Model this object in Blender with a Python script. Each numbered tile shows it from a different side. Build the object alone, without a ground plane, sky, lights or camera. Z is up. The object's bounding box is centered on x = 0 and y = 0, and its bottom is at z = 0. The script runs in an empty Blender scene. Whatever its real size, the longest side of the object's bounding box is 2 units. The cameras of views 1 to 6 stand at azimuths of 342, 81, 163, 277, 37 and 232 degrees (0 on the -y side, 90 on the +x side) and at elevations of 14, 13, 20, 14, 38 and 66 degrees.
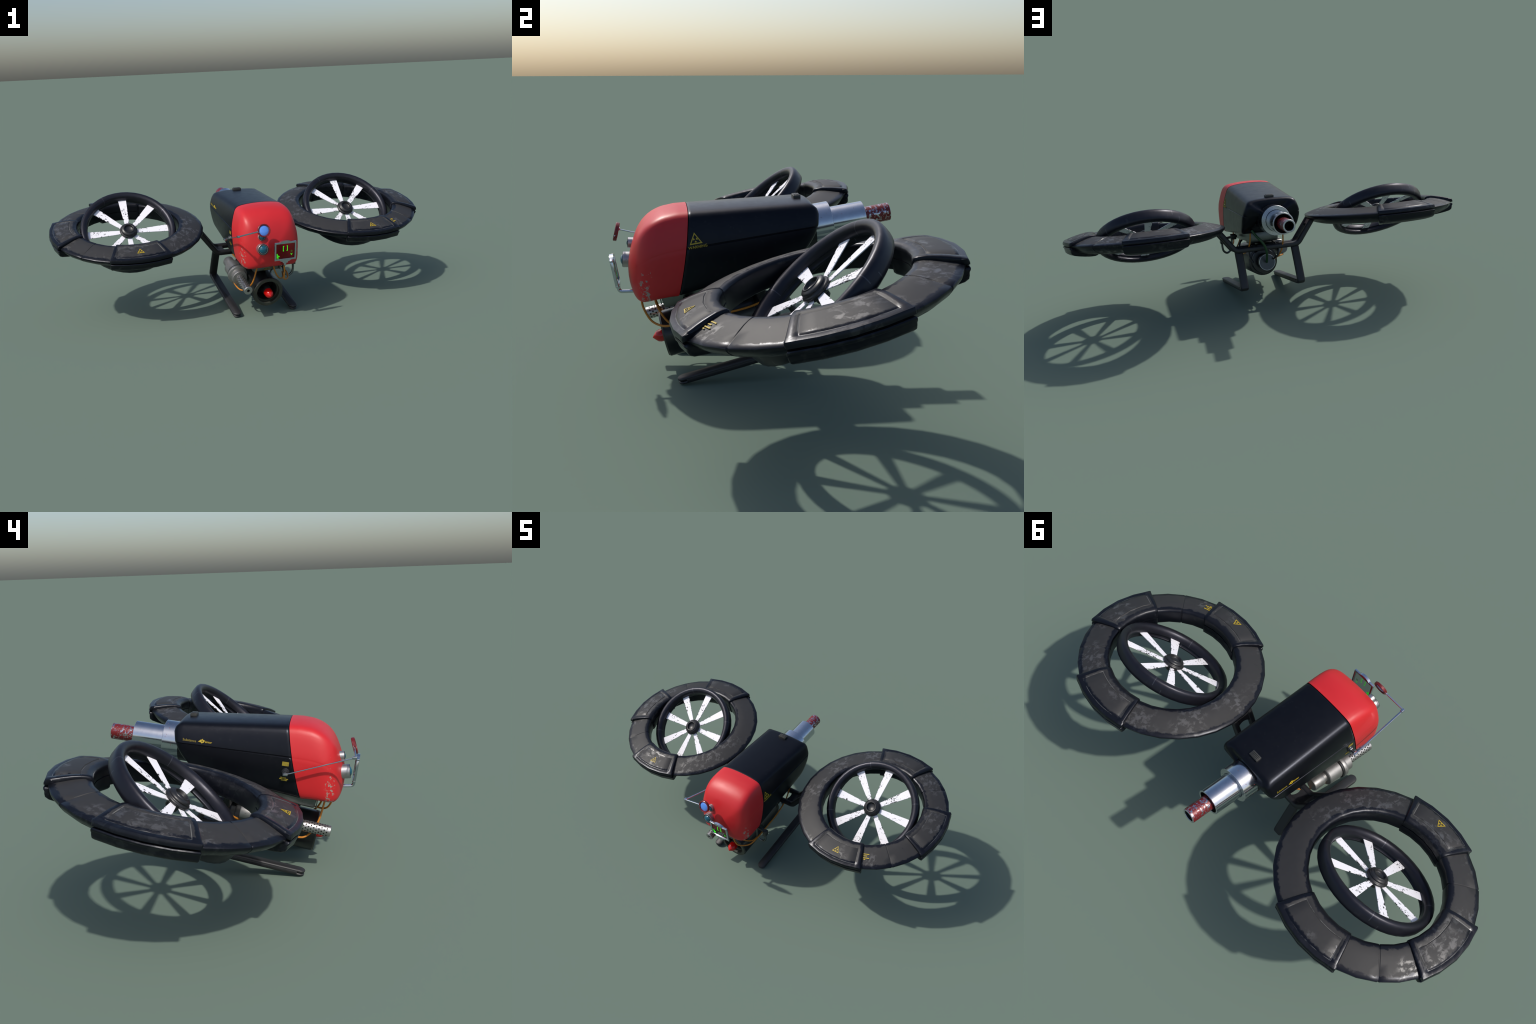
# A twin-rotor fire drone: a rounded body with a red nose, two tilted duct rings
# with spinning rotors, a bent carrier frame on skids, exhaust, burner gun, lamp
# tube, head-up screen, monocle and loose cables.
import bpy, bmesh, math, random
import numpy as np
from mathutils import Vector, Matrix

random.seed(7)
PITCH = math.radians(13.0)            # everything hung on the frame leans nose-down
ROTOR_TILT = math.radians(43.0)
CS, SN = math.cos(PITCH), math.sin(PITCH)
FRAME_M = Matrix.Rotation(PITCH, 4, 'X')
RING_X, RING_Y, RING_Z = 0.6075, 0.1815, 0.4030   # ring centre in the pitched frame
I4 = Matrix.Identity(4)


# ------------------------------------------------------------------ materials
class Nodes:
    """Small helper to write node trees as expressions."""

    def __init__(self, name):
        self.mat = bpy.data.materials.new(name)
        self.mat.use_nodes = True
        self.t = self.mat.node_tree
        self.b = self.t.nodes["Principled BSDF"]
        self._obj = None

    def put(self, sock, v):
        if isinstance(v, bpy.types.NodeSocket):
            self.t.links.new(v, sock)
        elif isinstance(v, (tuple, list)):
            v = tuple(v)
            sock.default_value = v + (1.0,) if len(v) == 3 and len(sock.default_value) == 4 else v
        else:
            sock.default_value = v

    def node(self, kind, **props):
        n = self.t.nodes.new(kind)
        for k, v in props.items():
            setattr(n, k, v)
        return n

    def obj(self):
        if self._obj is None:
            self._obj = self.node("ShaderNodeTexCoord").outputs["Object"]
        return self._obj

    def vary(self, spread=7.0):
        """Object coordinates shifted per object, so that repeats differ."""
        info = self.node("ShaderNodeObjectInfo")
        n = self.node("ShaderNodeVectorMath", operation='ADD')
        self.put(n.inputs[0], self.obj())
        m = self.math('MULTIPLY', info.outputs["Random"], spread)
        c = self.node("ShaderNodeCombineXYZ")
        for i in range(3):
            self.put(c.inputs[i], m)
        self.put(n.inputs[1], c.outputs[0])
        return n.outputs[0]

    def scaled(self, vec, s):
        n = self.node("ShaderNodeVectorMath", operation='MULTIPLY')
        self.put(n.inputs[0], vec)
        n.inputs[1].default_value = s
        return n.outputs[0]

    def xyz(self, vec=None):
        n = self.node("ShaderNodeSeparateXYZ")
        self.put(n.inputs[0], vec or self.obj())
        return n.outputs

    def math(self, op, a, b=0.0, clamp=False):
        n = self.node("ShaderNodeMath", operation=op, use_clamp=clamp)
        self.put(n.inputs[0], a)
        self.put(n.inputs[1], b)
        return n.outputs[0]

    def noise(self, scale, detail=3.0, rough=0.55, vec=None, distort=0.0):
        n = self.node("ShaderNodeTexNoise")
        n.inputs["Scale"].default_value = scale
        n.inputs["Detail"].default_value = detail
        n.inputs["Roughness"].default_value = rough
        n.inputs["Distortion"].default_value = distort
        self.put(n.inputs["Vector"], vec or self.obj())
        return n.outputs["Fac"]

    def step(self, v, lo, hi, a=0.0, b=1.0):
        n = self.node("ShaderNodeMapRange", interpolation_type='SMOOTHSTEP')
        for i, q in enumerate((v, lo, hi, a, b)):
            self.put(n.inputs[i], q)
        return n.outputs[0]

    def mix(self, f, a, b):
        n = self.node("ShaderNodeMix", data_type='RGBA')
        self.put(n.inputs[0], f)
        self.put(n.inputs[6], a)
        self.put(n.inputs[7], b)
        return n.outputs[2]

    def lerp(self, f, a, b):
        n = self.node("ShaderNodeMix", data_type='FLOAT')
        self.put(n.inputs[0], f)
        self.put(n.inputs[2], a)
        self.put(n.inputs[3], b)
        return n.outputs[0]

    def bump(self, h, strength=0.2, dist=0.002):
        n = self.node("ShaderNodeBump")
        n.inputs["Strength"].default_value = strength
        n.inputs["Distance"].default_value = dist
        self.put(n.inputs["Height"], h)
        self.put(self.b.inputs["Normal"], n.outputs[0])

    def set(self, color=None, rough=None, metal=None, spec=None, **more):
        for k, v in (("Base Color", color), ("Roughness", rough), ("Metallic", metal), ("Specular IOR Level", spec)):
            if v is not None:
                self.put(self.b.inputs[k], v)
        for k, v in more.items():
            self.put(self.b.inputs[k.replace("_", " ")], v)
        return self.mat


def plain(name, color, rough=0.5, metal=0.0, grain=0.12, scale=60.0, **more):
    n = Nodes(name)
    f = n.noise(scale, 4)
    dark = tuple(c * (1 - grain) for c in color)
    lite = tuple(min(1, c * (1 + grain)) for c in color)
    return n.set(n.mix(f, dark, lite), n.lerp(f, rough * 0.85, min(1, rough * 1.15)), metal, **more)


def ring_paint(name="ring_paint", panel=False):
    """Matt charcoal coating, darker, glossier and navy-tinted along its rims."""
    n = Nodes(name)
    v = n.vary(3.0)
    x, y, z = n.xyz()
    r = n.math('SQRT', n.math('ADD', n.math('MULTIPLY', x, x), n.math('MULTIPLY', y, y)))
    fray = n.math('SUBTRACT', n.noise(34, 6, 0.7, v), 0.5)
    rr = n.math('ADD', r, n.math('MULTIPLY', fray, 0.040))
    rim = n.math('MAXIMUM', n.step(rr, 0.362, 0.369), n.step(rr, 0.280, 0.273))
    rim = n.math('MULTIPLY', rim, n.step(n.math('ABSOLUTE', z), 0.036, 0.030, 0.85, 1.0))
    patch = n.step(n.noise(19, 7, 0.72, v), 0.66, 0.70)
    if panel:
        aa = n.math('ADD', n.math('ABSOLUTE', n.math('ARCTAN2', y, x)), n.math('MULTIPLY', fray, 0.06))
        rim = n.math('MAXIMUM', rim, n.step(aa, 0.338, 0.348))
    bare = n.math('MAXIMUM', rim, patch)
    scuff = n.math('MULTIPLY', n.step(n.noise(50, 5, 0.60, n.scaled(v, (1.0, 0.72, 1.0)), 0.4), 0.47, 0.63), n.step(n.noise(6, 2, 0.5, v), 0.45, 0.60))
    base = n.mix(n.noise(48, 5, 0.6, v), (0.022, 0.0215, 0.022), (0.029, 0.0285, 0.029))
    base = n.mix(n.math('MULTIPLY', scuff, 0.32), base, (0.125, 0.12, 0.115))  # glossy blotches lightened in base colour to strengthen their sun glint
    col = n.mix(bare, base, (0.0075, 0.0088, 0.0140))
    rough = n.lerp(bare, n.lerp(scuff, 0.57, 0.36), 0.32)
    if panel:
        # paint rubbed off the edges of the engraved panel
        ang = n.math('ABSOLUTE', n.math('ARCTAN2', y, x))
        near = lambda q, at, w: n.step(n.math('ABSOLUTE', n.math('SUBTRACT', q, at)), w, w * 0.5)
        arcs = n.math('MULTIPLY', n.math('MAXIMUM', near(r, 0.2925, 0.0012), near(r, 0.3735, 0.0014)), n.step(ang, 0.322, 0.318))
        ends = n.math('MULTIPLY', near(ang, 0.3195, 0.0045), n.math('MULTIPLY', n.step(r, 0.2910, 0.2925), n.step(r, 0.3755, 0.374)))
        line = n.math('MULTIPLY', n.math('MAXIMUM', arcs, ends), n.step(n.noise(22, 3, 0.6, v), 0.42, 0.60))
        line = n.math('MULTIPLY', line, n.step(z, 0.005, 0.012))
        col = n.mix(n.math('MULTIPLY', line, 0.65), col, (0.16, 0.16, 0.155))
    metal = n.math('MULTIPLY', bare, 0.4)
    n.bump(n.noise(150, 4, 0.6, v), 0.12, 0.001)
    return n.set(col, rough, metal, n.lerp(scuff, 0.34, 0.80))


def rim_paint():
    n = Nodes("rim_paint")
    v = n.vary(3.0)
    x, y, z = n.xyz()
    ang = n.math('ARCTAN2', y, x)
    # light joints between the rim's segments, stepped like a dovetail
    wob = n.math('MULTIPLY', n.step(z, -0.004, -0.0035), 0.16)
    saw = n.math('FRACT', n.math('MULTIPLY', n.math('ADD', n.math('ADD', ang, wob), 3.3), 0.63662))
    line = n.math('MULTIPLY', n.step(n.math('ABSOLUTE', n.math('SUBTRACT', saw, 0.5)), 0.0055, 0.003), 0.5)
    f = n.noise(40, 6, 0.65, v)
    wear = n.step(n.noise(24, 7, 0.7, v), 0.60, 0.72)
    col = n.mix(f, (0.013, 0.0135, 0.0210), (0.024, 0.024, 0.033))
    col = n.mix(n.math('MULTIPLY', wear, 0.5), col, (0.045, 0.045, 0.052))
    col = n.mix(line, col, (0.10, 0.10, 0.12))
    n.bump(n.noise(120, 3, 0.6, v), 0.1, 0.001)
    return n.set(col, n.lerp(f, 0.30, 0.46), 0.55, 0.5)


def blade_paint():
    """White enamel flaking off dark metal, mostly from the edges."""
    n = Nodes("blade_paint")
    v = n.vary(5.0)
    x, y, z = n.xyz()
    half = n.math('ADD', n.math('MULTIPLY', x, 0.062), 0.0085)
    edge = n.step(n.math('SUBTRACT', half, n.math('ABSOLUTE', y)), 0.006, 0.0)
    f = n.noise(1.0, 6, 0.68, n.scaled(v, (90, 150, 90)))
    where = n.step(n.noise(14, 2, 0.5, v), 0.35, 0.65, -0.05, 0.055)
    cut = n.math('ADD', n.math('ADD', f, where), n.math('MULTIPLY', edge, 0.065))
    chip = n.step(cut, 0.610, 0.630)
    return n.set(n.mix(chip, (0.80, 0.79, 0.83), (0.020, 0.020, 0.022)), n.lerp(chip, 0.55, 0.45), 0.0, 0.3)


def shell_paint():
    n = Nodes("shell_paint")
    f = n.noise(22, 6, 0.68)
    x, y, z = n.xyz()
    dust = n.step(n.noise(60, 6, 0.75), 0.56, 0.74)
    col = n.mix(f, (0.0070, 0.0085, 0.0140), (0.0130, 0.0145, 0.0190))
    col = n.mix(n.math('MULTIPLY', dust, 0.30), col, (0.040, 0.042, 0.046))
    n.bump(n.noise(180, 4, 0.6), 0.08, 0.001)
    return n.set(col, n.lerp(n.noise(30, 6, 0.7), 0.26, 0.42), 0.70, 0.36)


def nose_paint():
    """Signal red, scuffed to grey primer along the upright front corners and the lower rim."""
    n = Nodes("nose_paint")
    x, y, z = n.xyz()
    ax = n.math('ABSOLUTE', x)
    corner = n.math('MULTIPLY', n.step(ax, 0.118, 0.136), n.step(y, -0.335, -0.352))
    low = n.step(z, 0.46, 0.31)
    floor = n.step(z, 0.292, 0.274)
    seam = n.step(n.math('ADD', y, n.math('MULTIPLY', n.math('SUBTRACT', 0.556, z), 0.13)), -0.246, -0.236)
    f = n.noise(78, 7, 0.72)
    g = n.noise(190, 3, 0.6)
    lift = n.math('ADD', n.math('MULTIPLY', n.math('MULTIPLY', corner, low), 0.16), n.math('MULTIPLY', corner, 0.03))
    lift = n.math('ADD', lift, n.math('MULTIPLY', floor, 0.12))
    lift = n.math('ADD', lift, n.math('MULTIPLY', seam, 0.045))
    chip = n.step(n.math('ADD', n.math('ADD', f, n.math('MULTIPLY', g, 0.12)), lift), 0.765, 0.805)
    red = n.mix(n.noise(9, 4, 0.6), (0.47, 0.0125, 0.0170), (0.56, 0.0190, 0.0230))
    n.bump(n.math('ADD', n.noise(140, 3, 0.6), n.math('MULTIPLY', chip, -1.2)), 0.08, 0.001)
    return n.set(n.mix(chip, red, (0.29, 0.235, 0.20)), n.lerp(chip, n.lerp(n.noise(25, 5, 0.7), 0.36, 0.50), 0.6), 0.0, 0.42)


def chipped_metal(name, amount, lo=0.0):
    """Bright steel with remains of red paint."""
    n = Nodes(name)
    v = n.scaled(n.vary(3.0), (1.0, 0.7, 1.0))
    f = n.noise(105, 9, 0.74, v)
    big = n.noise(14, 2, 0.5, v)
    paint = n.step(n.math('ADD', f, n.math('MULTIPLY', n.math('SUBTRACT', big, 0.5), 0.16)), amount, amount - 0.02)
    steel = n.mix(n.noise(30, 5, 0.7, v), (0.42, 0.45, 0.50), (0.58, 0.61, 0.66))
    rough = n.lerp(n.noise(40, 5, 0.7, v), 0.10, 0.22)
    return n.set(n.mix(paint, steel, (0.150, 0.0085, 0.0110)), n.lerp(paint, rough, 0.40), n.lerp(paint, 1.0, 0.15))


def worn_steel(name, a, b, rough=(0.3, 0.5)):
    n = Nodes(name)
    f = n.noise(55, 7, 0.72)
    pit = n.step(n.noise(120, 5, 0.7), 0.62, 0.70)
    col = n.mix(n.math('MULTIPLY', pit, 0.8), n.mix(f, a, b), (0.03, 0.03, 0.03))
    n.bump(f, 0.1, 0.001)
    return n.set(col, n.lerp(f, *rough), 0.9)


def frame_paint():
    n = Nodes("frame_paint")
    f = n.noise(35, 6, 0.68)
    return n.set(n.mix(f, (0.0095, 0.0098, 0.0125), (0.0160, 0.0158, 0.0180)), n.lerp(f, 0.34, 0.52), 0.0, 0.5)


def worn_yellow(name, bare):
    n = Nodes(name)
    f = n.step(n.noise(170, 5, 0.7), 0.56, 0.68)
    tint = (0.44, 0.31, 0.016) if bare < 0.5 else (0.25, 0.19, 0.016)
    return n.set(n.mix(n.math('MULTIPLY', f, bare), tint, (0.03, 0.026, 0.014)), 0.5)


MAT = {
    "ring": ring_paint(), "rim": rim_paint(), "blade": blade_paint(), "shell": shell_paint(), "nose": nose_paint(),
    "frame": frame_paint(),
    "pipe": chipped_metal("exhaust_metal", 0.365), "muzzle": chipped_metal("exhaust_muzzle_metal", 0.545),
    "bright": chipped_metal("rod_metal", 0.27), "bare": worn_steel("bare_steel", (0.40, 0.42, 0.44), (0.52, 0.54, 0.56), (0.22, 0.34)), "redring": chipped_metal("monocle_metal", 0.58),
    "gun": worn_steel("gun_steel", (0.24, 0.237, 0.233), (0.36, 0.355, 0.35), (0.42, 0.58)),
    "perf": worn_steel("barrel_steel", (0.30, 0.295, 0.29), (0.46, 0.455, 0.45), (0.28, 0.42)),
    "collar": worn_steel("collar_steel", (0.05, 0.05, 0.05), (0.10, 0.10, 0.10)),
    "lensbody": worn_steel("lens_steel", (0.34, 0.34, 0.35), (0.50, 0.50, 0.51), (0.34, 0.48)),
    "hub": plain("hub_rubber", (0.014, 0.014, 0.0155), 0.40),
    "black": plain("dark_hole", (0.003, 0.003, 0.003), 0.8),
    "tube": plain("lamp_tube_paint", (0.011, 0.012, 0.013), 0.30, 0.0, 0.35, 40),
    "tubeface": plain("lamp_tube_lip", (0.034, 0.036, 0.026), 0.5, 0.0, 0.2),
    "motor": worn_steel("motor_steel", (0.06, 0.065, 0.075), (0.12, 0.125, 0.135), (0.32, 0.5)),
    "case": worn_steel("case_metal", (0.10, 0.115, 0.115), (0.17, 0.185, 0.18), (0.26, 0.42)),
    "lamp": plain("red_lamp_glass", (0.48, 0.005, 0.004), 0.13, 0.0, 0.1, 30),
    "teal": plain("teal_lens_glass", (0.003, 0.085, 0.135), 0.07, 0.0, 0.2, 20, Coat_Weight=0.6),
    "mono": plain("blue_mirror_glass", (0.10, 0.27, 0.80), 0.10, 0.0, 0.08, 20, Coat_Weight=1.0, Coat_Roughness=0.04),
    "orange": plain("orange_cable", (0.46, 0.165, 0.012), 0.5, 0.0, 0.15, 50),
    "green": plain("green_hose", (0.008, 0.050, 0.012), 0.45, 0.0, 0.2, 50),
    "yellow": worn_yellow("yellow_marking", 0.35), "yellowfaint": worn_yellow("faded_yellow_marking", 0.9),
    "vent": plain("vent_plastic", (0.030, 0.030, 0.027), 0.42),
    "foot": plain("skid_paint", (0.017, 0.0165, 0.018), 0.52, 0.0, 0.3, 40),
}


def glass_pane():
    n = Nodes("screen_glass")
    return n.set((0.40, 0.43, 0.44), 0.03, 0.0, 0.5, Transmission_Weight=1.0, IOR=1.12)


def glow(name, col, strength):
    n = Nodes(name)
    return n.set(tuple(c * 0.4 for c in col), 0.5, Emission_Color=col, Emission_Strength=strength)


MAT["block"] = ring_paint("guard_paint", True)
MAT["pane"] = glass_pane()
MAT["glyph"] = glow("green_glyph", (0.05, 1.0, 0.02), 0.75)
MAT["glyphdim"] = glow("dim_green_glyph", (0.05, 0.35, 0.03), 0.12)


# ------------------------------------------------------------------ geometry helpers
def mesh_from(name, verts, faces, mat, smooth=35.0):
    me = bpy.data.meshes.new(name)
    me.from_pydata([tuple(v) for v in verts], [], faces)
    bm = bmesh.new()
    bm.from_mesh(me)
    bmesh.ops.remove_doubles(bm, verts=bm.verts, dist=1e-6)
    bmesh.ops.recalc_face_normals(bm, faces=bm.faces)
    bm.to_mesh(me)
    bm.free()
    me.materials.append(mat)
    if smooth:
        me.shade_smooth()
        me.set_sharp_from_angle(angle=math.radians(smooth))
    return me


def add(name, me, parent=None, world=I4):
    o = bpy.data.objects.new(name, me)
    bpy.context.scene.collection.objects.link(o)
    o["world"] = [c for row in world for c in row]
    if parent is not None:
        pw = Matrix([list(parent["world"])[i * 4:i * 4 + 4] for i in range(4)])
        o.parent = parent
        o.matrix_parent_inverse = pw.inverted()
    o.matrix_basis = world
    return o


def join(*parts):
    """Concatenate (verts, faces) pairs."""
    V, F = [], []
    for v, f in parts:
        k = len(V)
        V += [Vector(q) for q in v]
        F += [tuple(i + k for i in p) for p in f]
    return V, F


def moved(vf, m):
    return [m @ Vector(v) for v in vf[0]], vf[1]


def loft(rings, closed=True, cap0=False, cap1=False, ring_closed=False):
    n = len(rings[0])
    V = [Vector(p) for r in rings for p in r]
    F = []
    m = len(rings)
    for i in range(m if ring_closed else m - 1):
        a, b = i * n, ((i + 1) % m) * n
        for j in range(n if closed else n - 1):
            k = (j + 1) % n
            F.append((a + j, a + k, b + k, b + j))
    if cap0:
        F.append(tuple(range(n - 1, -1, -1)))
    if cap1:
        F.append(tuple((m - 1) * n + j for j in range(n)))
    return V, F


def lathe(profile, seg=32, closed=False):
    """Turn (r, z) points about the z axis; points with r = 0 close the ends."""
    rings = []
    for i in range(seg):
        a = 2 * math.pi * i / seg
        rings.append([(r * math.cos(a), r * math.sin(a), z) for r, z in profile])
    return loft(rings, closed=closed, ring_closed=True)


def towards(at, direction):
    """Matrix that puts local z along a direction, at a point."""
    q = Vector(direction).to_track_quat('Z', 'Y')
    return Matrix.Translation(Vector(at)) @ q.to_matrix().to_4x4()


def box(sx, sy, sz, bevel=0.0, at=(0, 0, 0), seg=2, taper=1.0):
    bm = bmesh.new()
    bmesh.ops.create_cube(bm, size=1.0)
    for v in bm.verts:
        k = taper if v.co.z < 0 else 1.0
        v.co = Vector((v.co.x * sx * k, v.co.y * sy * (1 - (1 - k) * 0.4), v.co.z * sz)) + Vector(at)
    if bevel:
        bmesh.ops.bevel(bm, geom=list(bm.edges), offset=bevel, segments=seg, profile=0.5, affect='EDGES')
    bm.verts.index_update()
    out = [v.co.copy() for v in bm.verts], [tuple(v.index for v in f.verts) for f in bm.faces]
    bm.free()
    return out


def catmull(pts, per=8):
    P = [Vector(p) for p in pts]
    P = [2 * P[0] - P[1]] + P + [2 * P[-1] - P[-2]]
    out = []
    for i in range(1, len(P) - 2):
        a, b, c, d = P[i - 1:i + 3]
        for k in range(per):
            t = k / per
            out.append(0.5 * (2 * b + (c - a) * t + (2 * a - 5 * b + 4 * c - d) * t * t + (3 * b - a - 3 * c + d) * t ** 3))
    out.append(P[-2])
    return out


def sweep(path, section, up=None):
    """Sweep closed 2D section points along a path; 'up' keeps a fixed side vector."""
    P = [Vector(p) for p in path]
    rings, side = [], None
    for i, p in enumerate(P):
        t = (P[min(i + 1, len(P) - 1)] - P[max(i - 1, 0)]).normalized()
        if up is not None:
            s = Vector(up)
            s = (s - t * s.dot(t)).normalized()
            k = 1.0
            if 0 < i < len(P) - 1:
                c = (P[i + 1] - p).normalized().dot((p - P[i - 1]).normalized())
                k = 1 / max(0.5, math.sqrt((1 + c) / 2))
        else:
            if side is None:
                side = t.orthogonal().normalized()
            side = (side - t * side.dot(t)).normalized()
            s, k = side, 1.0
        w = t.cross(s)
        rings.append([p + s * a + w * b * k for a, b in section])
    return loft(rings, cap0=True, cap1=True)


def disc2d(r, n=10):
    return [(r * math.cos(2 * math.pi * i / n), r * math.sin(2 * math.pi * i / n)) for i in range(n)]


def rect2d(w, h, r, n=3):
    out = []
    for cx, cy, a0 in ((1, 1, 0), (-1, 1, 90), (-1, -1, 180), (1, -1, 270)):
        for i in range(n + 1):
            a = math.radians(a0 + 90 * i / n)
            out.append((cx * (w / 2 - r) + r * math.cos(a), cy * (h / 2 - r) + r * math.sin(a)))
    return out


def tube(pts, r, n=10, per=8):
    return sweep(catmull(pts, per), disc2d(r, n))


def rod(a, b, r, n=10):
    return sweep([a, b], disc2d(r, n))


def plate2d(outer, inner=None, thick=0.0008, at=I4):
    """A flat thin relief: a filled polygon, or a band between two like polygons."""
    n = len(outer)
    V = [Vector((x, y, 0)) for x, y in outer] + [Vector((x, y, thick)) for x, y in outer]
    F = [(i, (i + 1) % n, n + (i + 1) % n, n + i) for i in range(n)]
    if inner:
        V += [Vector((x, y, 0)) for x, y in inner] + [Vector((x, y, thick)) for x, y in inner]
        for i in range(n):
            j = (i + 1) % n
            F += [(n + i, n + j, 3 * n + j, 3 * n + i), (2 * n + i, 2 * n + j, j, i), (2 * n + j, 2 * n + i, 3 * n + i, 3 * n + j)]
    else:
        F += [tuple(range(n, 2 * n)), tuple(range(n - 1, -1, -1))]
    return [at @ v for v in V], F


def text_mesh(body, size, mat, name, spread=1.0):
    cu = bpy.data.curves.new(name, 'FONT')
    cu.body, cu.size, cu.extrude, cu.align_x, cu.align_y = body, size, 0.0004, 'CENTER', 'CENTER'
    cu.space_character = spread
    cu.resolution_u = 3
    tmp = bpy.data.objects.new(name, cu)
    bpy.context.scene.collection.objects.link(tmp)
    bpy.context.view_layer.update()
    me = bpy.data.meshes.new_from_object(tmp)
    bpy.data.objects.remove(tmp)
    bpy.data.curves.remove(cu)
    me.materials.clear()
    me.materials.append(mat)
    return me


def basis(at, x, y):
    """Matrix with local x and y along the given directions (z is their normal)."""
    x = Vector(x).normalized()
    z = x.cross(Vector(y)).normalized()
    y = z.cross(x)
    m = Matrix((x, y, z)).transposed().to_4x4()
    m.translation = Vector(at)
    return m


# ------------------------------------------------------------------ root
root = bpy.data.objects.new("twin_rotor_drone", None)
bpy.context.scene.collection.objects.link(root)
root["world"] = [c for row in I4 for c in row]
root["label"] = "red-nosed black drone with two tilted ducted rotors on skids"
root["category"] = "drone"


# ------------------------------------------------------------------ body
def z_top(y):
    return 0.5650 + 0.046 * y


def z_bot(y):
    return 0.289 + 0.266 * (y + 0.257)


# half cross-section: (height share, share of half width), with the side groove at 0.575
SECTION = [(1.034, 0.0), (1.031, 0.22), (1.022, 0.42), (1.010, 0.58), (0.998, 0.68), (0.985, 0.735), (0.965, 0.785), (0.937, 0.823), (0.90, 0.853), (0.84, 0.890), (0.76, 0.928), (0.68, 0.961),
           (0.63, 0.977), (0.592, 0.987), (0.583, 0.972), (0.572, 0.972), (0.562, 0.992), (0.52, 0.997), (0.44, 1.0), (0.34, 0.997),
           (0.24, 0.990), (0.16, 0.981), (0.10, 0.968), (0.058, 0.950), (0.026, 0.922), (0.006, 0.875), (0.0, 0.78), (0.0, 0.3), (0.0, 0.0)]
PLAIN = [(b, x if not 0.565 < b < 0.59 else 0.988) for b, x in SECTION]
HALF_W = 0.150


def y_border(b):
    return -0.222 - 0.012 * (1 - b) - 0.024 * (1 - b) ** 2


def y_rear(b):
    return float(np.interp(b, [0, 0.1, 0.2, 0.4, 0.62, 0.85, 0.94, 1], [0.094, 0.124, 0.144, 0.166, 0.178, 0.181, 0.177, 0.167]))


def full_ring(half):
    """Mirror a half section that runs from top centre to bottom centre."""
    return half + [(-x, y, z) for x, y, z in reversed(half[1:-1])]


def shell_ring(t, inset=0.0, dy=0.0, back=0.0):
    half = []
    for b, xs in SECTION:
        y = y_border(b) * (1 - t) + y_rear(b) * t
        zb, zt = z_bot(y), z_top(y)
        z = zb + b * (zt - zb)
        hw = HALF_W - 0.003 * t
        x = xs * hw
        mid = 0.5 * (zb + zt)
        k = 1 - inset / 0.13
        half.append((x * k, y + dy - back * (1 - b), mid + (z - mid) * k))
    return full_ring(half)


rings = [shell_ring(0.0, 0.006, 0.0016), shell_ring(0.006, 0.0016), shell_ring(0.016, 0.0), shell_ring(0.03)]
rings += [shell_ring(t) for t in np.linspace(0.1, 0.96, 9)]
rings += [shell_ring(1.0, i, d) for i, d in ((0, 0), (0.0015, 0.006), (0.0045, 0.0115), (0.009, 0.0155), (0.016, 0.0182), (0.028, 0.0190), (0.060, 0.0196), (0.095, 0.0200))]
shell_me = mesh_from("body_shell", *loft(rings, cap0=True, cap1=True), MAT["shell"], 42)
shell = add("body_shell", shell_me, root)

# red nose: half width, top and bottom against y, closing on a gently bowed front
NOSE = [(-0.262, 0.1510, 0.5510, 0.2890, 0.0), (-0.300, 0.1520, 0.5440, 0.2840, 0.0), (-0.330, 0.1520, 0.5315, 0.2790, 0.0), (-0.352, 0.1490, 0.5170, 0.2735, 0.02),
        (-0.368, 0.1430, 0.5015, 0.2700, 0.05), (-0.381, 0.1330, 0.4840, 0.2710, 0.09), (-0.391, 0.1190, 0.4650, 0.2760, 0.14), (-0.3995, 0.1000, 0.4440, 0.2850, 0.22),
        (-0.407, 0.0770, 0.4220, 0.2990, 0.34), (-0.413, 0.0520, 0.3990, 0.3160, 0.5), (-0.417, 0.0280, 0.3780, 0.3360, 0.75)]


def nose_rings():
    keys = np.array(NOSE)
    out = [full_ring([(x * HALF_W, y_border(b), z_bot(y_border(b)) + b * (z_top(y_border(b)) - z_bot(y_border(b)))) for b, x in PLAIN])]
    # first keep the slanted seam, easing to upright stations
    for t in (0.12, 0.35, 0.65, 1.0):
        half = []
        for b, x in PLAIN:
            y = y_border(b) * (1 - t) + NOSE[0][0] * t
            if b < 0.3:
                y = min(y, y_border(b) - 0.004 * t)
            zb, zt = z_bot(y), z_top(y)
            half.append((x * (HALF_W * (1 - t) + NOSE[0][1] * t), y, zb + b * (zt - zb) - 0.001 * t * b))
        out.append(full_ring(half))
    u = np.linspace(0, len(NOSE) - 1, 31)[1:]
    pts = catmull([Vector((k[0] * 1.0, k[1], k[2])) for k in NOSE], 6)
    pts2 = catmull([Vector((k[3], k[4], 0)) for k in NOSE], 6)
    for p, q in list(zip(pts, pts2))[3::2]:
        y, hw, zt = p
        zb, rnd = q[0], min(1, max(0, q[1]))
        half = []
        for b, x in PLAIN:
            a = math.acos(max(-1, min(1, 2 * b - 1)))
            xe = math.sin(a) ** 0.55
            half.append(((x * (1 - rnd) + xe * rnd) * hw, y - 0.0045 * rnd * 0, zb + b * (zt - zb)))
        out.append(full_ring(half))
    tip = out[-1]
    c = sum((Vector(p) for p in tip), Vector()) / len(tip)
    out.append([tuple(c + (Vector(p) - c) * 0.45 + Vector((0, -0.0012, 0))) for p in tip])
    return out


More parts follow.
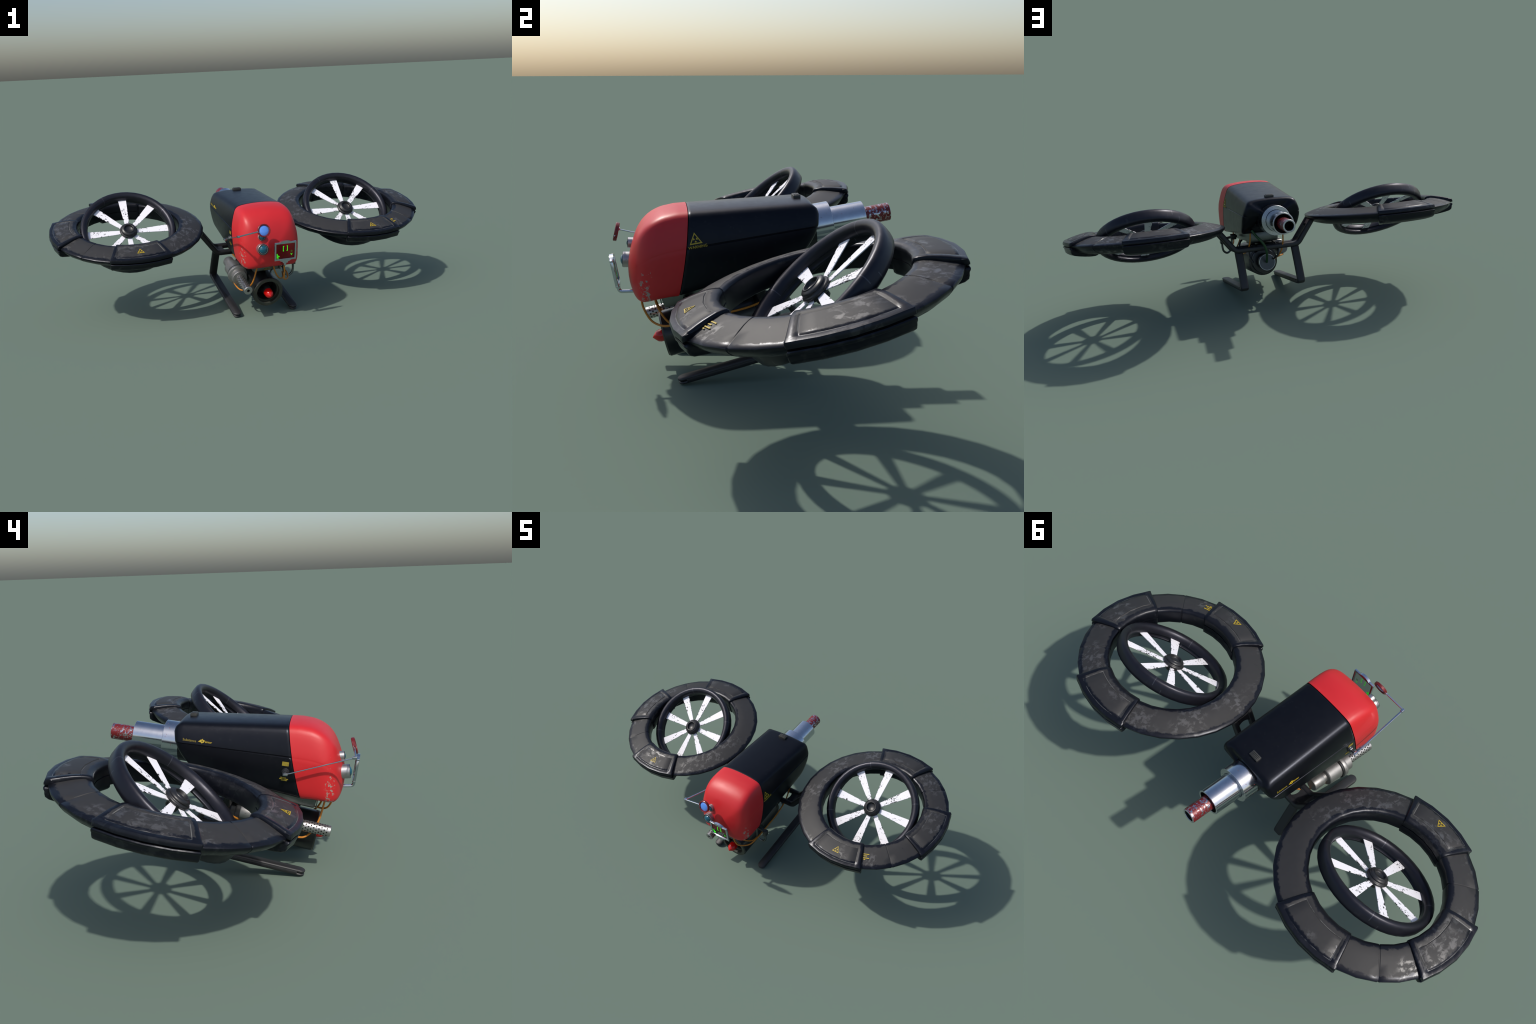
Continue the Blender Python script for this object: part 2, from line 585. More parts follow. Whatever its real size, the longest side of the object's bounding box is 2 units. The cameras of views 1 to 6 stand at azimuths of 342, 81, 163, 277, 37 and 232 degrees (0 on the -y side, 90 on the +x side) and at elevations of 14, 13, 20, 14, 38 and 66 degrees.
nose = add("nose_cap", mesh_from("nose_cap", *loft(nose_rings(), cap1=True), MAT["nose"], 60), root)

# ribbed vent on the back of the roof
vent_parts = [box(0.043, 0.024, 0.016, 0.0012, (0, 0, 0))]
vent_parts += [box(0.036, 0.0035, 0.003, 0.0008, (0, -0.0075 + 0.005 * i, 0.0085)) for i in range(4)]
vent = add("roof_vent", mesh_from("roof_vent", *join(*vent_parts), MAT["vent"]), shell,
           Matrix.Translation((0, 0.145, 0.5790)) @ Matrix.Rotation(math.radians(2.5), 4, 'X'))

# hexagonal boss that carries the monocle arm
boss_v = join(lathe([(0, 0), (0.0142, 0), (0.0142, 0.003), (0.0130, 0.005), (0, 0.005)], 24),
              lathe([(0, 0.005), (0.0125, 0.005), (0.0125, 0.010), (0.0105, 0.0125), (0, 0.0125)], 6),
              lathe([(0, 0.0125), (0.006, 0.0125), (0.006, 0.028), (0, 0.028)], 10))
add("arm_boss", mesh_from("arm_boss", *boss_v, MAT["motor"]), root, towards((-0.148, -0.207, 0.394), (-1, 0, 0)))


# ------------------------------------------------------------------ markings on the body
def warning_triangle(size, thick=0.0008):
    """Triangle frame, three-leaved hazard sign inside."""
    h = size * 0.9
    tri = [(0, 0.62 * h), (-size / 2, -0.38 * h), (size / 2, -0.38 * h)]
    inn = [(x * 0.74, y * 0.74) for x, y in tri]
    parts = [plate2d(tri, inn, thick)]
    for a in (150, 30, 270):
        c = math.radians(a)
        arc = [(size * 0.045 * math.cos(c), size * 0.045 * math.sin(c) - 0.02 * size)]
        for k in range(-3, 4):
            q = c + math.radians(10 * k)
            arc.append((size * 0.19 * math.cos(q), size * 0.19 * math.sin(q) - 0.02 * size))
        parts.append(plate2d(arc, None, thick))
    return join(*parts)


def on_side(side, y, z, lift=0.0005):
    """Frame lying on the flank of the shell: x to the reader's right, y up the flank."""
    def flank(zz):
        b = (zz - z_bot(y)) / (z_top(y) - z_bot(y))
        k = sorted((q, x) for q, x in PLAIN)
        return float(np.interp(b, [q for q, _ in k], [x for _, x in k])) * (HALF_W - 0.003 * (y + 0.23) / 0.4)
    dz = 0.012
    lean = Vector((side * (flank(z + dz) - flank(z - dz)), 0, 2 * dz)).normalized()
    along = Vector((0, side, 0.155 * 1.0))
    x = max(flank(z), 0.5 * (flank(z + dz) + flank(z - dz)))
    m = basis((side * (x + lift), y, z), along if side > 0 else Vector((0, -1, -0.155)), lean)
    return m


side_r = on_side(1, -0.202, 0.474)
tri_r = add("warning_sign", mesh_from("warning_sign", *warning_triangle(0.041), MAT["yellow"], 0), shell, side_r)
word = text_mesh("WARNING", 0.0125, MAT["yellow"], "warning_word", 1.0)
add("warning_word", word, shell, side_r @ Matrix.Translation((0.004, -0.0235, 0)))


maker = text_mesh("Substance", 0.0125, MAT["yellowfaint"], "maker_word", 1.0)
add("maker_word", maker, shell, on_side(-1, 0.139, 0.5115))
maker2 = text_mesh("Painter", 0.0115, MAT["yellow"], "maker_word", 0.95)
add("maker_word", maker2, shell, on_side(-1, 0.072, 0.5035))
star = [((0.0088 if i % 2 else 0.0058) * math.cos(math.pi * i / 6), (0.0088 if i % 2 else 0.0058) * math.sin(math.pi * i / 6)) for i in range(12)]
star_in = [(x * 0.35, y * 0.35) for x, y in star]
add("maker_logo", mesh_from("maker_logo", *join(plate2d(star, star_in, 0.0006), plate2d([(-0.015, -0.0035), (-0.006, -0.004), (-0.005, 0.005)], None, 0.0005)), MAT["yellow"], 0),
    shell, on_side(-1, 0.0925, 0.5075))
lab = [plate2d([(-0.012, -0.0075), (0.012, -0.0075), (0.012, 0.0075), (-0.012, 0.0075)], None, 0.0006)]
add("info_label", mesh_from("info_label", *lab[0], MAT["yellowfaint"], 0), shell, on_side(-1, -0.208, 0.4235))
fine = [plate2d([(-w / 2, -0.0018), (w / 2, -0.0018), (w / 2, 0.0018), (-w / 2, 0.0018)], None, 0.0005, Matrix.Translation((dx, dy, 0))) for w, dx, dy in ((0.020, 0.0, 0.003), (0.032, 0.002, -0.002), (0.022, 0.004, -0.007))]
add("info_label", mesh_from("info_label", *join(*fine), MAT["yellowfaint"], 0), shell, on_side(-1, -0.198, 0.370))

# ------------------------------------------------------------------ exhaust
EX0, EXD = Vector((0, 0.262, 0.4875)), Vector((0, 0.988, 0.155)).normalized()


def sleeve(r, ri, z0, z1):
    return [(0, z0), (r, z0), (r, z1 - 0.0012)]


def lip(r, ri, z1):
    return [(r, z1 - 0.0012), (r - 0.0012, z1), (ri + 0.0012, z1), (ri, z1 - 0.0015)]


def bore(ri, z1, depth):
    return [(ri, z1 - 0.0015), (ri, z1 - depth), (0, z1 - depth)]


ex_m = towards(EX0, EXD)
PIPES = (("exhaust_pipe", "pipe", 0.0735, 0.053, -0.16, 0.0, 0.02), ("exhaust_sleeve", "pipe", 0.0525, 0.0455, -0.05, 0.1175, 0.06), ("exhaust_muzzle", "muzzle", 0.0305, 0.0225, 0.05, 0.2085, 0.07))
exhaust = None
for name, mat, r, ri, z0, z1, depth in PIPES:
    o = add(name, mesh_from(name, *lathe(sleeve(r, ri, z0, z1), 32), MAT[mat]), exhaust or root, ex_m)
    exhaust = exhaust or o
    add("pipe_lip", mesh_from("pipe_lip", *lathe(lip(r, ri, z1), 32), MAT["bare"]), exhaust, ex_m)
    add("pipe_bore", mesh_from("pipe_bore", *lathe(bore(ri, z1, depth), 32), MAT["black"]), exhaust, ex_m)
add("pipe_dark_band", mesh_from("pipe_dark_band", *lathe([(0, -0.12), (0.0738, -0.12), (0.0738, -0.062), (0, -0.062)], 32), MAT["tube"]), exhaust, ex_m)

# ------------------------------------------------------------------ duct rings
RING_PROFILE = [(0.3830, -0.0035), (0.3830, 0.0020), (0.3805, 0.0050), (0.3700, 0.0085), (0.350, 0.0150), (0.325, 0.0225), (0.305, 0.0278), (0.285, 0.0312), (0.270, 0.0316),
                (0.2625, 0.0298), (0.2582, 0.0250), (0.2565, 0.0180), (0.2570, -0.010), (0.2570, -0.033), (0.2590, -0.0410), (0.2665, -0.0455), (0.285, -0.0465),
                (0.312, -0.0440), (0.336, -0.0375), (0.354, -0.0305), (0.368, -0.0215), (0.377, -0.0125), (0.381, -0.0070)]
FACET = math.radians(11.25)


def facet_r(a):
    """Radius factor that turns the circle into a 32-sided polygon with a corner on every quarter."""
    d = a % FACET - FACET / 2
    return math.cos(FACET / 2) / math.cos(d)


def polar(r, a, z):
    k = facet_r(a)
    return (r * k * math.cos(a), r * k * math.sin(a), z)


def ring_mesh():
    stations = [FACET * i / 2 for i in range(64)]
    seams = [math.radians(315), math.radians(45)]
    extra = {}
    for s in seams:
        stations = [a for a in stations if abs(a - s) > 0.03]
        for da, d in ((-0.0105, 0), (-0.0045, 0.0022), (0.0045, 0.0022), (0.0105, 0)):
            extra[s + da] = d
    stations = sorted(set(stations) | set(extra))
    rings = []
    for a in stations:
        d = extra.get(a, 0)
        ring = []
        for r, z in RING_PROFILE:
            v = Vector((r - 0.32, z + 0.004))
            v = v * (1 - d / max(0.02, v.length))
            ring.append(polar(v.x + 0.32, a, v.y - 0.004))
        rings.append(ring)
    return mesh_from("duct_ring", *loft(rings, ring_closed=True), MAT["ring"], 38)


UPPER = [(0.3880, -0.0005), (0.3935, 0.0005), (0.3940, 0.006), (0.3925, 0.0125), (0.391, 0.0165), (0.3795, 0.0205), (0.3755, 0.0218), (0.3735, 0.0226), (0.3715, 0.0232), (0.365, 0.0252), (0.350, 0.0295), (0.330, 0.0342), (0.308, 0.0382),
         (0.2975, 0.0398), (0.2955, 0.040), (0.2935, 0.0403), (0.2905, 0.0405), (0.274, 0.0405), (0.2625, 0.0388), (0.2560, 0.0330), (0.2535, 0.024), (0.2535, -0.0005)]
LOWER = [(0.3880, -0.0055), (0.3915, -0.006), (0.3935, -0.0090), (0.3930, -0.0125), (0.3910, -0.0155), (0.3895, -0.0175), (0.3880, -0.0280), (0.3850, -0.0370), (0.3740, -0.0440), (0.352, -0.0500), (0.325, -0.0550), (0.300, -0.0585),
         (0.276, -0.0595), (0.262, -0.0560), (0.2545, -0.048), (0.2535, -0.030), (0.2535, -0.0055)]


def block_mesh(name, prof, groove):
    """Armour segment over 45 degrees of the ring, rounded at both ends, with an engraved panel line."""
    half = math.radians(22.6)
    g0, g1, g2, g3 = (math.radians(v) for v in (17.2, 17.7, 18.2, 18.7))
    angs = [(half, 0.012, 0), (half, 0.005, 0), (half - 0.006, 0.0015, 0), (half - 0.014, 0, 0), (g3, 0, 0), (g2, 0, 1), (g1, 0, 1), (g0, 0, 0),
            (FACET, 0, 0), (FACET / 2, 0, 0), (0.0, 0, 0)]
    angs = [(-a, i, g) for a, i, g in angs] + [(a, i, g) for a, i, g in reversed(angs[:-1])]
    cr, cz = 0.325, (prof[0][1] + max(prof, key=lambda p: abs(p[1]))[1]) * 0.42
    rings = []
    for a, inset, g in angs:
        ring = []
        for j, (r, z) in enumerate(prof):
            v = Vector((r - cr, z - cz))
            v = Vector((v.x - math.copysign(min(abs(v.x), inset), v.x), v.y - math.copysign(min(abs(v.y), inset), v.y)))
            dz = 0.0
            if groove:
                inside = 0.2930 < r < 0.3745
                line = r in (0.3755, 0.3735, 0.2955, 0.2935) and abs(a) <= g2 + 1e-6
                if line or (inside and g):
                    dz = -0.0022
            flare = 1 + 0.007 * max(0.0, (abs(a) - FACET) / FACET) ** 2 if r > 0.37 else 1.0
            ring.append(polar((v.x + cr) * flare, a, v.y + cz + dz))
        rings.append(ring)
    return mesh_from(name, *loft(rings, cap0=True, cap1=True), MAT["block"], 40)


def rotor_rim_mesh():
    prof = [(0.2400, -0.0240), (0.2425, -0.0120), (0.2432, 0.0060), (0.2425, 0.0160), (0.2395, 0.0230), (0.2335, 0.0272), (0.2255, 0.0280), (0.2165, 0.0250), (0.2105, 0.0190),
            (0.2070, 0.0110), (0.2050, 0.0030), (0.2050, -0.0050), (0.2110, -0.008), (0.2115, -0.016), (0.2080, -0.0215), (0.2100, -0.0280), (0.2180, -0.0315), (0.2310, -0.0310)]
    return mesh_from("rotor_rim", *lathe(prof, 44, True), MAT["rim"], 45)


def blade_mesh():
    """Flat tapering vane, wider at the rim."""
    bm = bmesh.new()
    x0, x1, w0, w1, t = 0.028, 0.2075, 0.0102, 0.0213, 0.0015
    co = [(x0, -w0, -t), (x1, -w1, -t), (x1, w1, -t), (x0, w0, -t), (x0, -w0, t), (x1, -w1, t), (x1, w1, t), (x0, w0, t)]
    vs = [bm.verts.new(c) for c in co]
    for f in ((3, 2, 1, 0), (4, 5, 6, 7), (0, 1, 5, 4), (1, 2, 6, 5), (2, 3, 7, 6), (3, 0, 4, 7)):
        bm.faces.new([vs[i] for i in f])
    bmesh.ops.bevel(bm, geom=list(bm.edges), offset=0.0005, segments=1, affect='EDGES')
    me = bpy.data.meshes.new("rotor_blade")
    bm.to_mesh(me)
    bm.free()
    me.materials.append(MAT["blade"])
    return me


HUB = [(0, -0.034), (0.018, -0.034), (0.0215, -0.031), (0.0225, -0.020), (0.0225, -0.015), (0.034, -0.0135), (0.0395, -0.010), (0.0405, -0.005), (0.039, -0.0035),
       (0.039, -0.001), (0.0435, 0.000), (0.0452, 0.003), (0.0445, 0.0062), (0.0405, 0.0085), (0.0375, 0.0105), (0.0372, 0.0125), (0.0390, 0.0145), (0.0385, 0.0172), (0.0335, 0.0212),
       (0.0285, 0.0226), (0.0272, 0.0236), (0.0262, 0.0256), (0.0238, 0.0258), (0.0224, 0.0244), (0.0212, 0.0165), (0.0195, 0.0145), (0, 0.0140)]

RING_ME, RIM_ME, BLADE_ME = ring_mesh(), rotor_rim_mesh(), blade_mesh()
UP_ME, LOW_ME = block_mesh("guard_block", UPPER, True), block_mesh("guard_skirt", LOWER, False)
HUB_ME = mesh_from("rotor_hub", *lathe(HUB, 36), MAT["hub"], 50)
SIGN_ME = mesh_from("warning_sign", *warning_triangle(0.036), MAT["yellow"], 0)
BARS = [(0.028, 0.134, -0.277), (0.017, 0.134, -0.2875), (0.029, 0.143, -0.2955), (0.008, 0.139, -0.305)]
BAR_ME = mesh_from("caution_mark", *join(*[box(w, 0.0040, 0.0014, 0, (0, 0, 0)) and moved(box(w, 0.0040, 0.0010), Matrix.Translation((x, y, 0.0292 + 0.0 * x)) @ Matrix.Rotation(math.radians(22), 4, 'Z')) for w, x, y in BARS]), MAT["yellow"], 0)

for side in (1, -1):
    base = FRAME_M @ Matrix.Translation((side * RING_X, RING_Y, RING_Z))
    turned = base @ (I4 if side > 0 else Matrix.Rotation(math.pi, 4, 'Z'))
    duct = add("rotor_duct", RING_ME, root, turned)
    for a in (-90, 0, 90):
        m = turned @ Matrix.Rotation(math.radians(a), 4, 'Z')
        add("guard_block", UP_ME, duct, m)
        add("guard_skirt", LOW_ME, duct, m)
    # the hazard sign on the front block lies on its slope
    slope = math.atan2(0.0382 - 0.0252, 0.365 - 0.308)
    add("warning_sign", SIGN_ME, duct, base @ Matrix.Translation((0, -0.3365, 0.0330)) @ Matrix.Rotation(slope, 4, 'X'))
    if side > 0:
        ang = math.radians(-65)
        c = Vector((0.312 * math.cos(ang), 0.312 * math.sin(ang), 0))
        tilt = Matrix.Translation(c) @ Matrix.Rotation(0.21, 4, Vector((-math.sin(ang), math.cos(ang), 0))) @ Matrix.Translation(-c)
        add("caution_mark", BAR_ME, duct, base @ Matrix.Translation((0, 0, -0.0031)) @ tilt)
    rm = Matrix.Translation((side * 0.607 + 0.001, 0.0865, 0.4260)) @ Matrix.Rotation(ROTOR_TILT, 4, 'X')
    rm = rm @ (I4 if side > 0 else Matrix.Rotation(math.pi, 4, 'Z'))
    rim = add("rotor_rim", RIM_ME, duct, rm)
    add("rotor_hub", HUB_ME, duct, rm)
    for k in range(8):
        add("rotor_blade", BLADE_ME, duct, rm @ Matrix.Rotation(math.radians(45 * k + random.uniform(-0.6, 0.6)), 4, 'Z') @ Matrix.Translation((0, 0, -0.0050)))


# ------------------------------------------------------------------ carrier frame (pitched coordinates)
def arc_path(points, radius, n=6):
    """Polyline in the x-z plane with rounded corners."""
    P = [Vector((p[0], 0, p[1])) for p in points]
    out = [P[0]]
    for a, b, c in zip(P, P[1:], P[2:]):
        u, v = (a - b).normalized(), (c - b).normalized()
        for i in range(n + 1):
            t = i / n
            p, q = b + u * radius, b + v * radius
            out.append((1 - t) ** 2 * p + 2 * t * (1 - t) * b + t * t * q)
    return out + [P[-1]]


BEND = 0.166
BEAM_Z = 0.267
SPINE = arc_path([(-0.2625, 0.396), (-BEND, BEAM_Z), (BEND, BEAM_Z), (0.2625, 0.396)], 0.020)


def spine_at(s):
    """Point on the right half of the spine, s metres from the bend (minus: towards the middle)."""
    pts = [p for p in SPINE if p.x > 0 or p is SPINE[len(SPINE) // 2]]
    pts = [Vector((0, 0, BEAM_Z))] + [p for p in SPINE if p.x > 0.01]
    L = [0]
    for a, b in zip(pts, pts[1:]):
        L.append(L[-1] + (b - a).length)
    d = min(max(s + BEND - 0.005, 0), L[-1])
    for i in range(len(pts) - 1):
        if d <= L[i + 1] + 1e-9:
            f = (d - L[i]) / max(1e-9, L[i + 1] - L[i])
            p = pts[i].lerp(pts[i + 1], f)
            t = (pts[i + 1] - pts[i]).normalized()
            return p, t
    return pts[-1], (pts[-1] - pts[-2]).normalized()


FY, FW, RAIL = 0.1095, 0.104, 0.025
parts = []
for s in (-1, 1):
    path = [p + Vector((0, FY + s * (FW - RAIL) / 2, 0)) for p in SPINE]
    parts.append(sweep(path, rect2d(RAIL, 0.027, 0.009), up=(0, 1, 0)))


def web(s0, s1, round0, round1, flip):
    """Plate between the rails; a rounded end leaves a slot with a half-round end."""
    w = (FW - RAIL) / 2
    rows, n = [], 14
    for i in range(n + 1):
        u = -w + 2 * w * i / n
        dip = w * 0.8 * (1 - math.sqrt(max(0, 1 - (u / w) ** 2)))
        dip = w * 0.8 - dip
        a, b = s0 + (dip if round0 else 0), s1 - (dip if round1 else 0)
        row = []
        for j in range(11):
            p, t = spine_at(a + (b - a) * j / 10)
            nrm = Vector((-t.z, 0, t.x))
            for h in (0.007, -0.007):
                q = p + nrm * h
                row.append((flip * q.x, FY + u, q.z))
        rows.append(row)
    V = [v for r in rows for v in r]
    m = 22
    F = []
    for i in range(n):
        for j in range(10):
            k = i * m + 2 * j
            F += [(k, k + 2, k + m + 2, k + m), (k + 1, k + m + 1, k + m + 3, k + 3)]
        k = i * m
        F += [(k, k + m, k + m + 1, k + 1), (k + 20, k + 21, k + m + 21, k + m + 20)]
    return V, F


for flip in (1, -1):
    parts.append(web(-0.068, 0.060, True, True, flip))
    parts.append(web(0.085, 0.155, True, False, flip))
parts.append(box(0.05, FW - RAIL, 0.013, 0, (0, FY, BEAM_Z)))
frame = add("carrier_frame", mesh_from("carrier_frame", *join(*parts), MAT["frame"], 40), root, FRAME_M)

# skids: a flat strip down from the frame, folded forward into a grooved foot
for side in (1, -1):
    sx = side * 0.150
    path = [Vector((sx, 0.1360, 0.262)), Vector((sx, 0.1660, 0.182)), Vector((sx, 0.1905, 0.112))]
    fold = [Vector((sx, 0.1975, 0.091)), Vector((sx, 0.1985, 0.0845)), Vector((sx, 0.1935, 0.0780)), Vector((sx, 0.182, 0.0747))]
    run = [Vector((sx, y, 0.0697 + 0.012 * (y + 0.24))) for y in np.linspace(0.15, -0.232, 8)]
    strip = sweep(path + fold + run, rect2d(0.042, 0.0225, 0.0095, 4), up=(1, 0, 0))
    # rounded toe and the rubber sole under it
    toe = []
    for zc, hh, ins in ((0.0757, 0.0110, 0.0), (0.0635, 0.0098, 0.0012)):
        w, n = 0.021 - ins, 10
        arc = [(w * math.cos(math.pi * i / n), -0.2410 - (w - 0.001) * math.sin(math.pi * i / n)) for i in range(n + 1)]
        outl = [(w, 0.17)] + arc + [(-w, 0.17)]
        e = 0.0035
        rr = []
        for z, k in ((-hh / 2, e), (-hh / 2 + e * 0.6, e * 0.3), (0, 0), (hh / 2 - e * 0.6, e * 0.3), (hh / 2, e)):
            rr.append([(sx + x * (1 - k / w), y + (k if y < -0.2 else 0), zc + z + 0.012 * (y + 0.24)) for x, y in outl])
        toe.append(loft(rr, cap0=True, cap1=True))
    add("skid_leg", mesh_from("skid_leg", *join(strip, *toe), MAT["foot"], 38), root, FRAME_M)

# ------------------------------------------------------------------ lamp tube and motor (pitched coordinates)
LT = towards((0.001, -0.2735, 0.187), (0, -1, 0))     # local z points forward, origin on the front face
lamp_me = mesh_from("lamp_tube", *lathe([(0.0765, -0.0035), (0.0785, -0.006), (0.0785, -0.312), (0.0765, -0.3175), (0.070, -0.319), (0.046, -0.319)], 40), MAT["tube"])
lamp = add("lamp_tube", lamp_me, root, FRAME_M @ LT)
lip = lathe([(0.0765, -0.0035), (0.0745, 0.0), (0.0605, 0.0), (0.0590, -0.0015), (0.0585, -0.020), (0.0535, -0.0205), (0.0525, -0.022), (0.0525, -0.030)], 40)
add("lamp_lip", mesh_from("lamp_lip", *lip, MAT["tubeface"]), lamp, FRAME_M @ LT)
add("lamp_well", mesh_from("lamp_well", *lathe([(0.0525, -0.030), (0.0525, -0.10), (0.03, -0.11), (0, -0.11)], 32), MAT["black"]), lamp, FRAME_M @ LT)
cone = [(0, 0.040), (0.004, 0.0370), (0.0120, 0.0300), (0.0185, 0.0230), (0.0215, 0.0140), (0.0222, 0.0), (0.0222, -0.010), (0, -0.010)]
add("lamp_dark_stub", mesh_from("lamp_dark_stub", *lathe([(0, -0.008), (0.0222, -0.008), (0.0235, -0.010), (0.0235, -0.075), (0, -0.075)], 24), MAT["black"]), lamp, FRAME_M @ LT @ Matrix.Translation((0, -0.002, 0.0)))
add("red_lamp", mesh_from("red_lamp", *lathe(cone, 14), MAT["lamp"], 28), lamp, FRAME_M @ LT @ Matrix.Translation((0, -0.002, 0.0)))
motor_prof = [(0, -0.270), (0.0655, -0.270), (0.0655, -0.338), (0.063, -0.342), (0.050, -0.343), (0.0405, -0.343), (0.0385, -0.346), (0.0385, -0.366), (0.0415, -0.369), (0.0435, -0.372), (0.0435, -0.3975), (0.042, -0.400), (0, -0.400)]
motor = add("motor_housing", mesh_from("motor_housing", *lathe(motor_prof[:9] + [(0, -0.360)], 40), MAT["tube"]), root, FRAME_M @ LT)
add("motor_cap", mesh_from("motor_cap", *lathe([(0, -0.350), (0.0380, -0.350), (0.0380, -0.368), (0.0425, -0.371), (0.0430, -0.374), (0.0430, -0.398), (0.0420, -0.400), (0, -0.400)], 32), MAT["motor"]), motor, FRAME_M @ LT)
add("motor_cap", mesh_from("motor_cap", *lathe([(0.0433, -0.396), (0.0433, -0.3985), (0.0420, -0.4008), (0.0405, -0.4008)], 32), MAT["bare"]), motor, FRAME_M @ LT)
saddle = join(box(0.05, 0.07, 0.05, 0.004, (0.0, 0.03, 0.257)), box(0.03, 0.02, 0.03, 0.003, (0.025, 0.085, 0.262)), box(0.07, 0.10, 0.03, 0.004, (0.0, -0.10, 0.283)))
add("motor_saddle", mesh_from("motor_saddle", *saddle, MAT["collar"]), root, FRAME_M)

# ------------------------------------------------------------------ burner gun (pitched coordinates)
GM = FRAME_M @ towards((-0.1195, -0.320, 0.2375), (0, -1, 0))
gun_prof = [(0, -0.135), (0.0215, -0.135), (0.036, -0.136), (0.038, -0.138), (0.038, -0.168), (0.043, -0.170), (0.0485, -0.1715), (0.0495, -0.174), (0.0495, -0.187), (0.0480, -0.190), (0.0405, -0.192), (0.0400, -0.199), (0.0415, -0.201),
            (0.0415, -0.265), (0.039, -0.2685), (0.030, -0.269), (0.023, -0.271), (0.023, -0.284), (0.0275, -0.286), (0.0282, -0.289), (0.0282, -0.336), (0.026, -0.340), (0, -0.340)]
gun = add("burner_gun", mesh_from("burner_gun", *lathe(gun_prof, 32), MAT["gun"]), root, GM)
bar = [(0.0075, 0.0), (0.0195, 0.0), (0.0213, -0.002), (0.0213, -0.137), (0, -0.137), (0, -0.03), (0.0075, -0.03)]
add("gun_barrel", mesh_from("gun_barrel", *lathe(bar, 28, True), MAT["perf"]), gun, GM)
holes = [lathe([(0, 0.0), (0.0075, 0.0), (0.0075, 0.0003), (0, 0.0003)], 12)]
holes[0] = moved(holes[0], Matrix.Translation((0, 0, -0.0295)))
for i in range(12):
    for j in range(10):
        a = 2 * math.pi * (j + 0.5 * (i % 2)) / 10
        d = Vector((math.cos(a), math.sin(a), 0))
        m = towards(d * 0.0213 + Vector((0, 0, -0.0145 - 0.0098 * i)), d)
        holes.append(moved(lathe([(0, -0.003), (0.0031, -0.003), (0.0031, 0.0002), (0, 0.0002)], 8), m))  # black plug flush with the barrel, coloured for the dark inside a hole
hole_o = add("vent_hole", mesh_from("vent_hole", *join(*holes), MAT["black"]), gun, GM)
hole_o["kind"] = "stuff"
add("gun_collar", mesh_from("gun_collar", *lathe([(0.0402, -0.1915), (0.0462, -0.1920), (0.0466, -0.1985), (0.0405, -0.2000)], 32), MAT["collar"]), gun, GM)
mount = join(box(0.06, 0.06, 0.022, 0.004, (-0.075, -0.115, 0.262)), box(0.05, 0.03, 0.03, 0.004, (-0.06, -0.02, 0.26)))
add("gun_mount", mesh_from("gun_mount", *mount, MAT["collar"]), root, FRAME_M)

# ------------------------------------------------------------------ case under the belly (pitched coordinates)
case = join(box(0.152, 0.362, 0.058, 0.008, (0.0, -0.066, 0.3225), 2, 0.96), *[box(0.006, 0.004, 0.03, 0.001, (x, -0.2495, 0.312)) for x in (-0.066, 0.066)])
case_o = add("belly_case", mesh_from("belly_case", *case, MAT["case"]), root, FRAME_M)
fm = FRAME_M @ basis((0.0, -0.2460, 0.3075), (1, 0, 0), (0, 0.25, 1))
two = join(moved(warning_triangle(0.019, 0.0006), Matrix.Translation((-0.008, 0, 0))), moved(warning_triangle(0.019, 0.0006), Matrix.Translation((0.007, 0, 0))))
add("warning_sign", mesh_from("warning_sign", *two, MAT["yellowfaint"], 0), case_o, fm)

# ------------------------------------------------------------------ camera lenses on the nose
LD = Vector((0, -0.978, 0.05)).normalized()


def lens(at, r, length, name):
    m = towards(at, LD)
    body = lathe([(0, -length), (r, -length), (r, -0.002), (r - 0.002, 0), (r * 0.74, 0), (r * 0.72, -0.003), (0, -0.003)], 28)
    o = add(name, mesh_from(name, *body, MAT["lensbody"]), nose, m)
    k = r * 0.735
    dome = [(k * math.cos(t), -0.004 + k * 0.62 * math.sin(t)) for t in np.linspace(0, math.pi / 2, 8)]
    dome[-1] = (0, dome[-1][1])
    add("lens_glass", mesh_from("lens_glass", *lathe([(0, -0.004)] + dome, 28), MAT["teal"], 60), nose, m)
    add("lens_bezel", mesh_from("lens_bezel", *lathe([(k, -0.001), (r - 0.0035, 0.0008), (r - 0.001, 0.0002), (r - 0.0008, -0.003), (k, -0.003)], 28, True), MAT["hub"]), nose, m)


lens((-0.0575, -0.4370, 0.3725), 0.0265, 0.055, "camera_lens")
lens((-0.0545, -0.4180, 0.4300), 0.0180, 0.045, "camera_lens")

# ------------------------------------------------------------------ monocle on its folding arm
mono_c = Vector((-0.0575, -0.4535, 0.4680))
mono_d = Vector((0, -0.97, 0.235)).normalized()
mm = towards(mono_c, mono_d)
mono = add("monocle", mesh_from("monocle", *lathe([(0.0250, -0.0055), (0.0295, -0.0065), (0.0316, -0.0045), (0.0316, 0.0045), (0.0295, 0.0065), (0.0252, 0.0055), (0.0240, 0.0)], 36, True), MAT["redring"]), root, mm)
glass = [(0.0245, -0.001), (0.020, -0.0034), (0.010, -0.0050), (0, -0.0056)]
glass = [(0, 0.0056), (0.010, 0.0050), (0.020, 0.0034), (0.0245, 0.001)] + glass
add("monocle_glass", mesh_from("monocle_glass", *lathe(glass, 32), MAT["mono"], 60), mono, mm)
elbow, start = Vector((-0.1830, -0.4580, 0.4535)), Vector((-0.1790, -0.2085, 0.3920))
near = mono_c + Vector((-0.031, 0, -0.003))
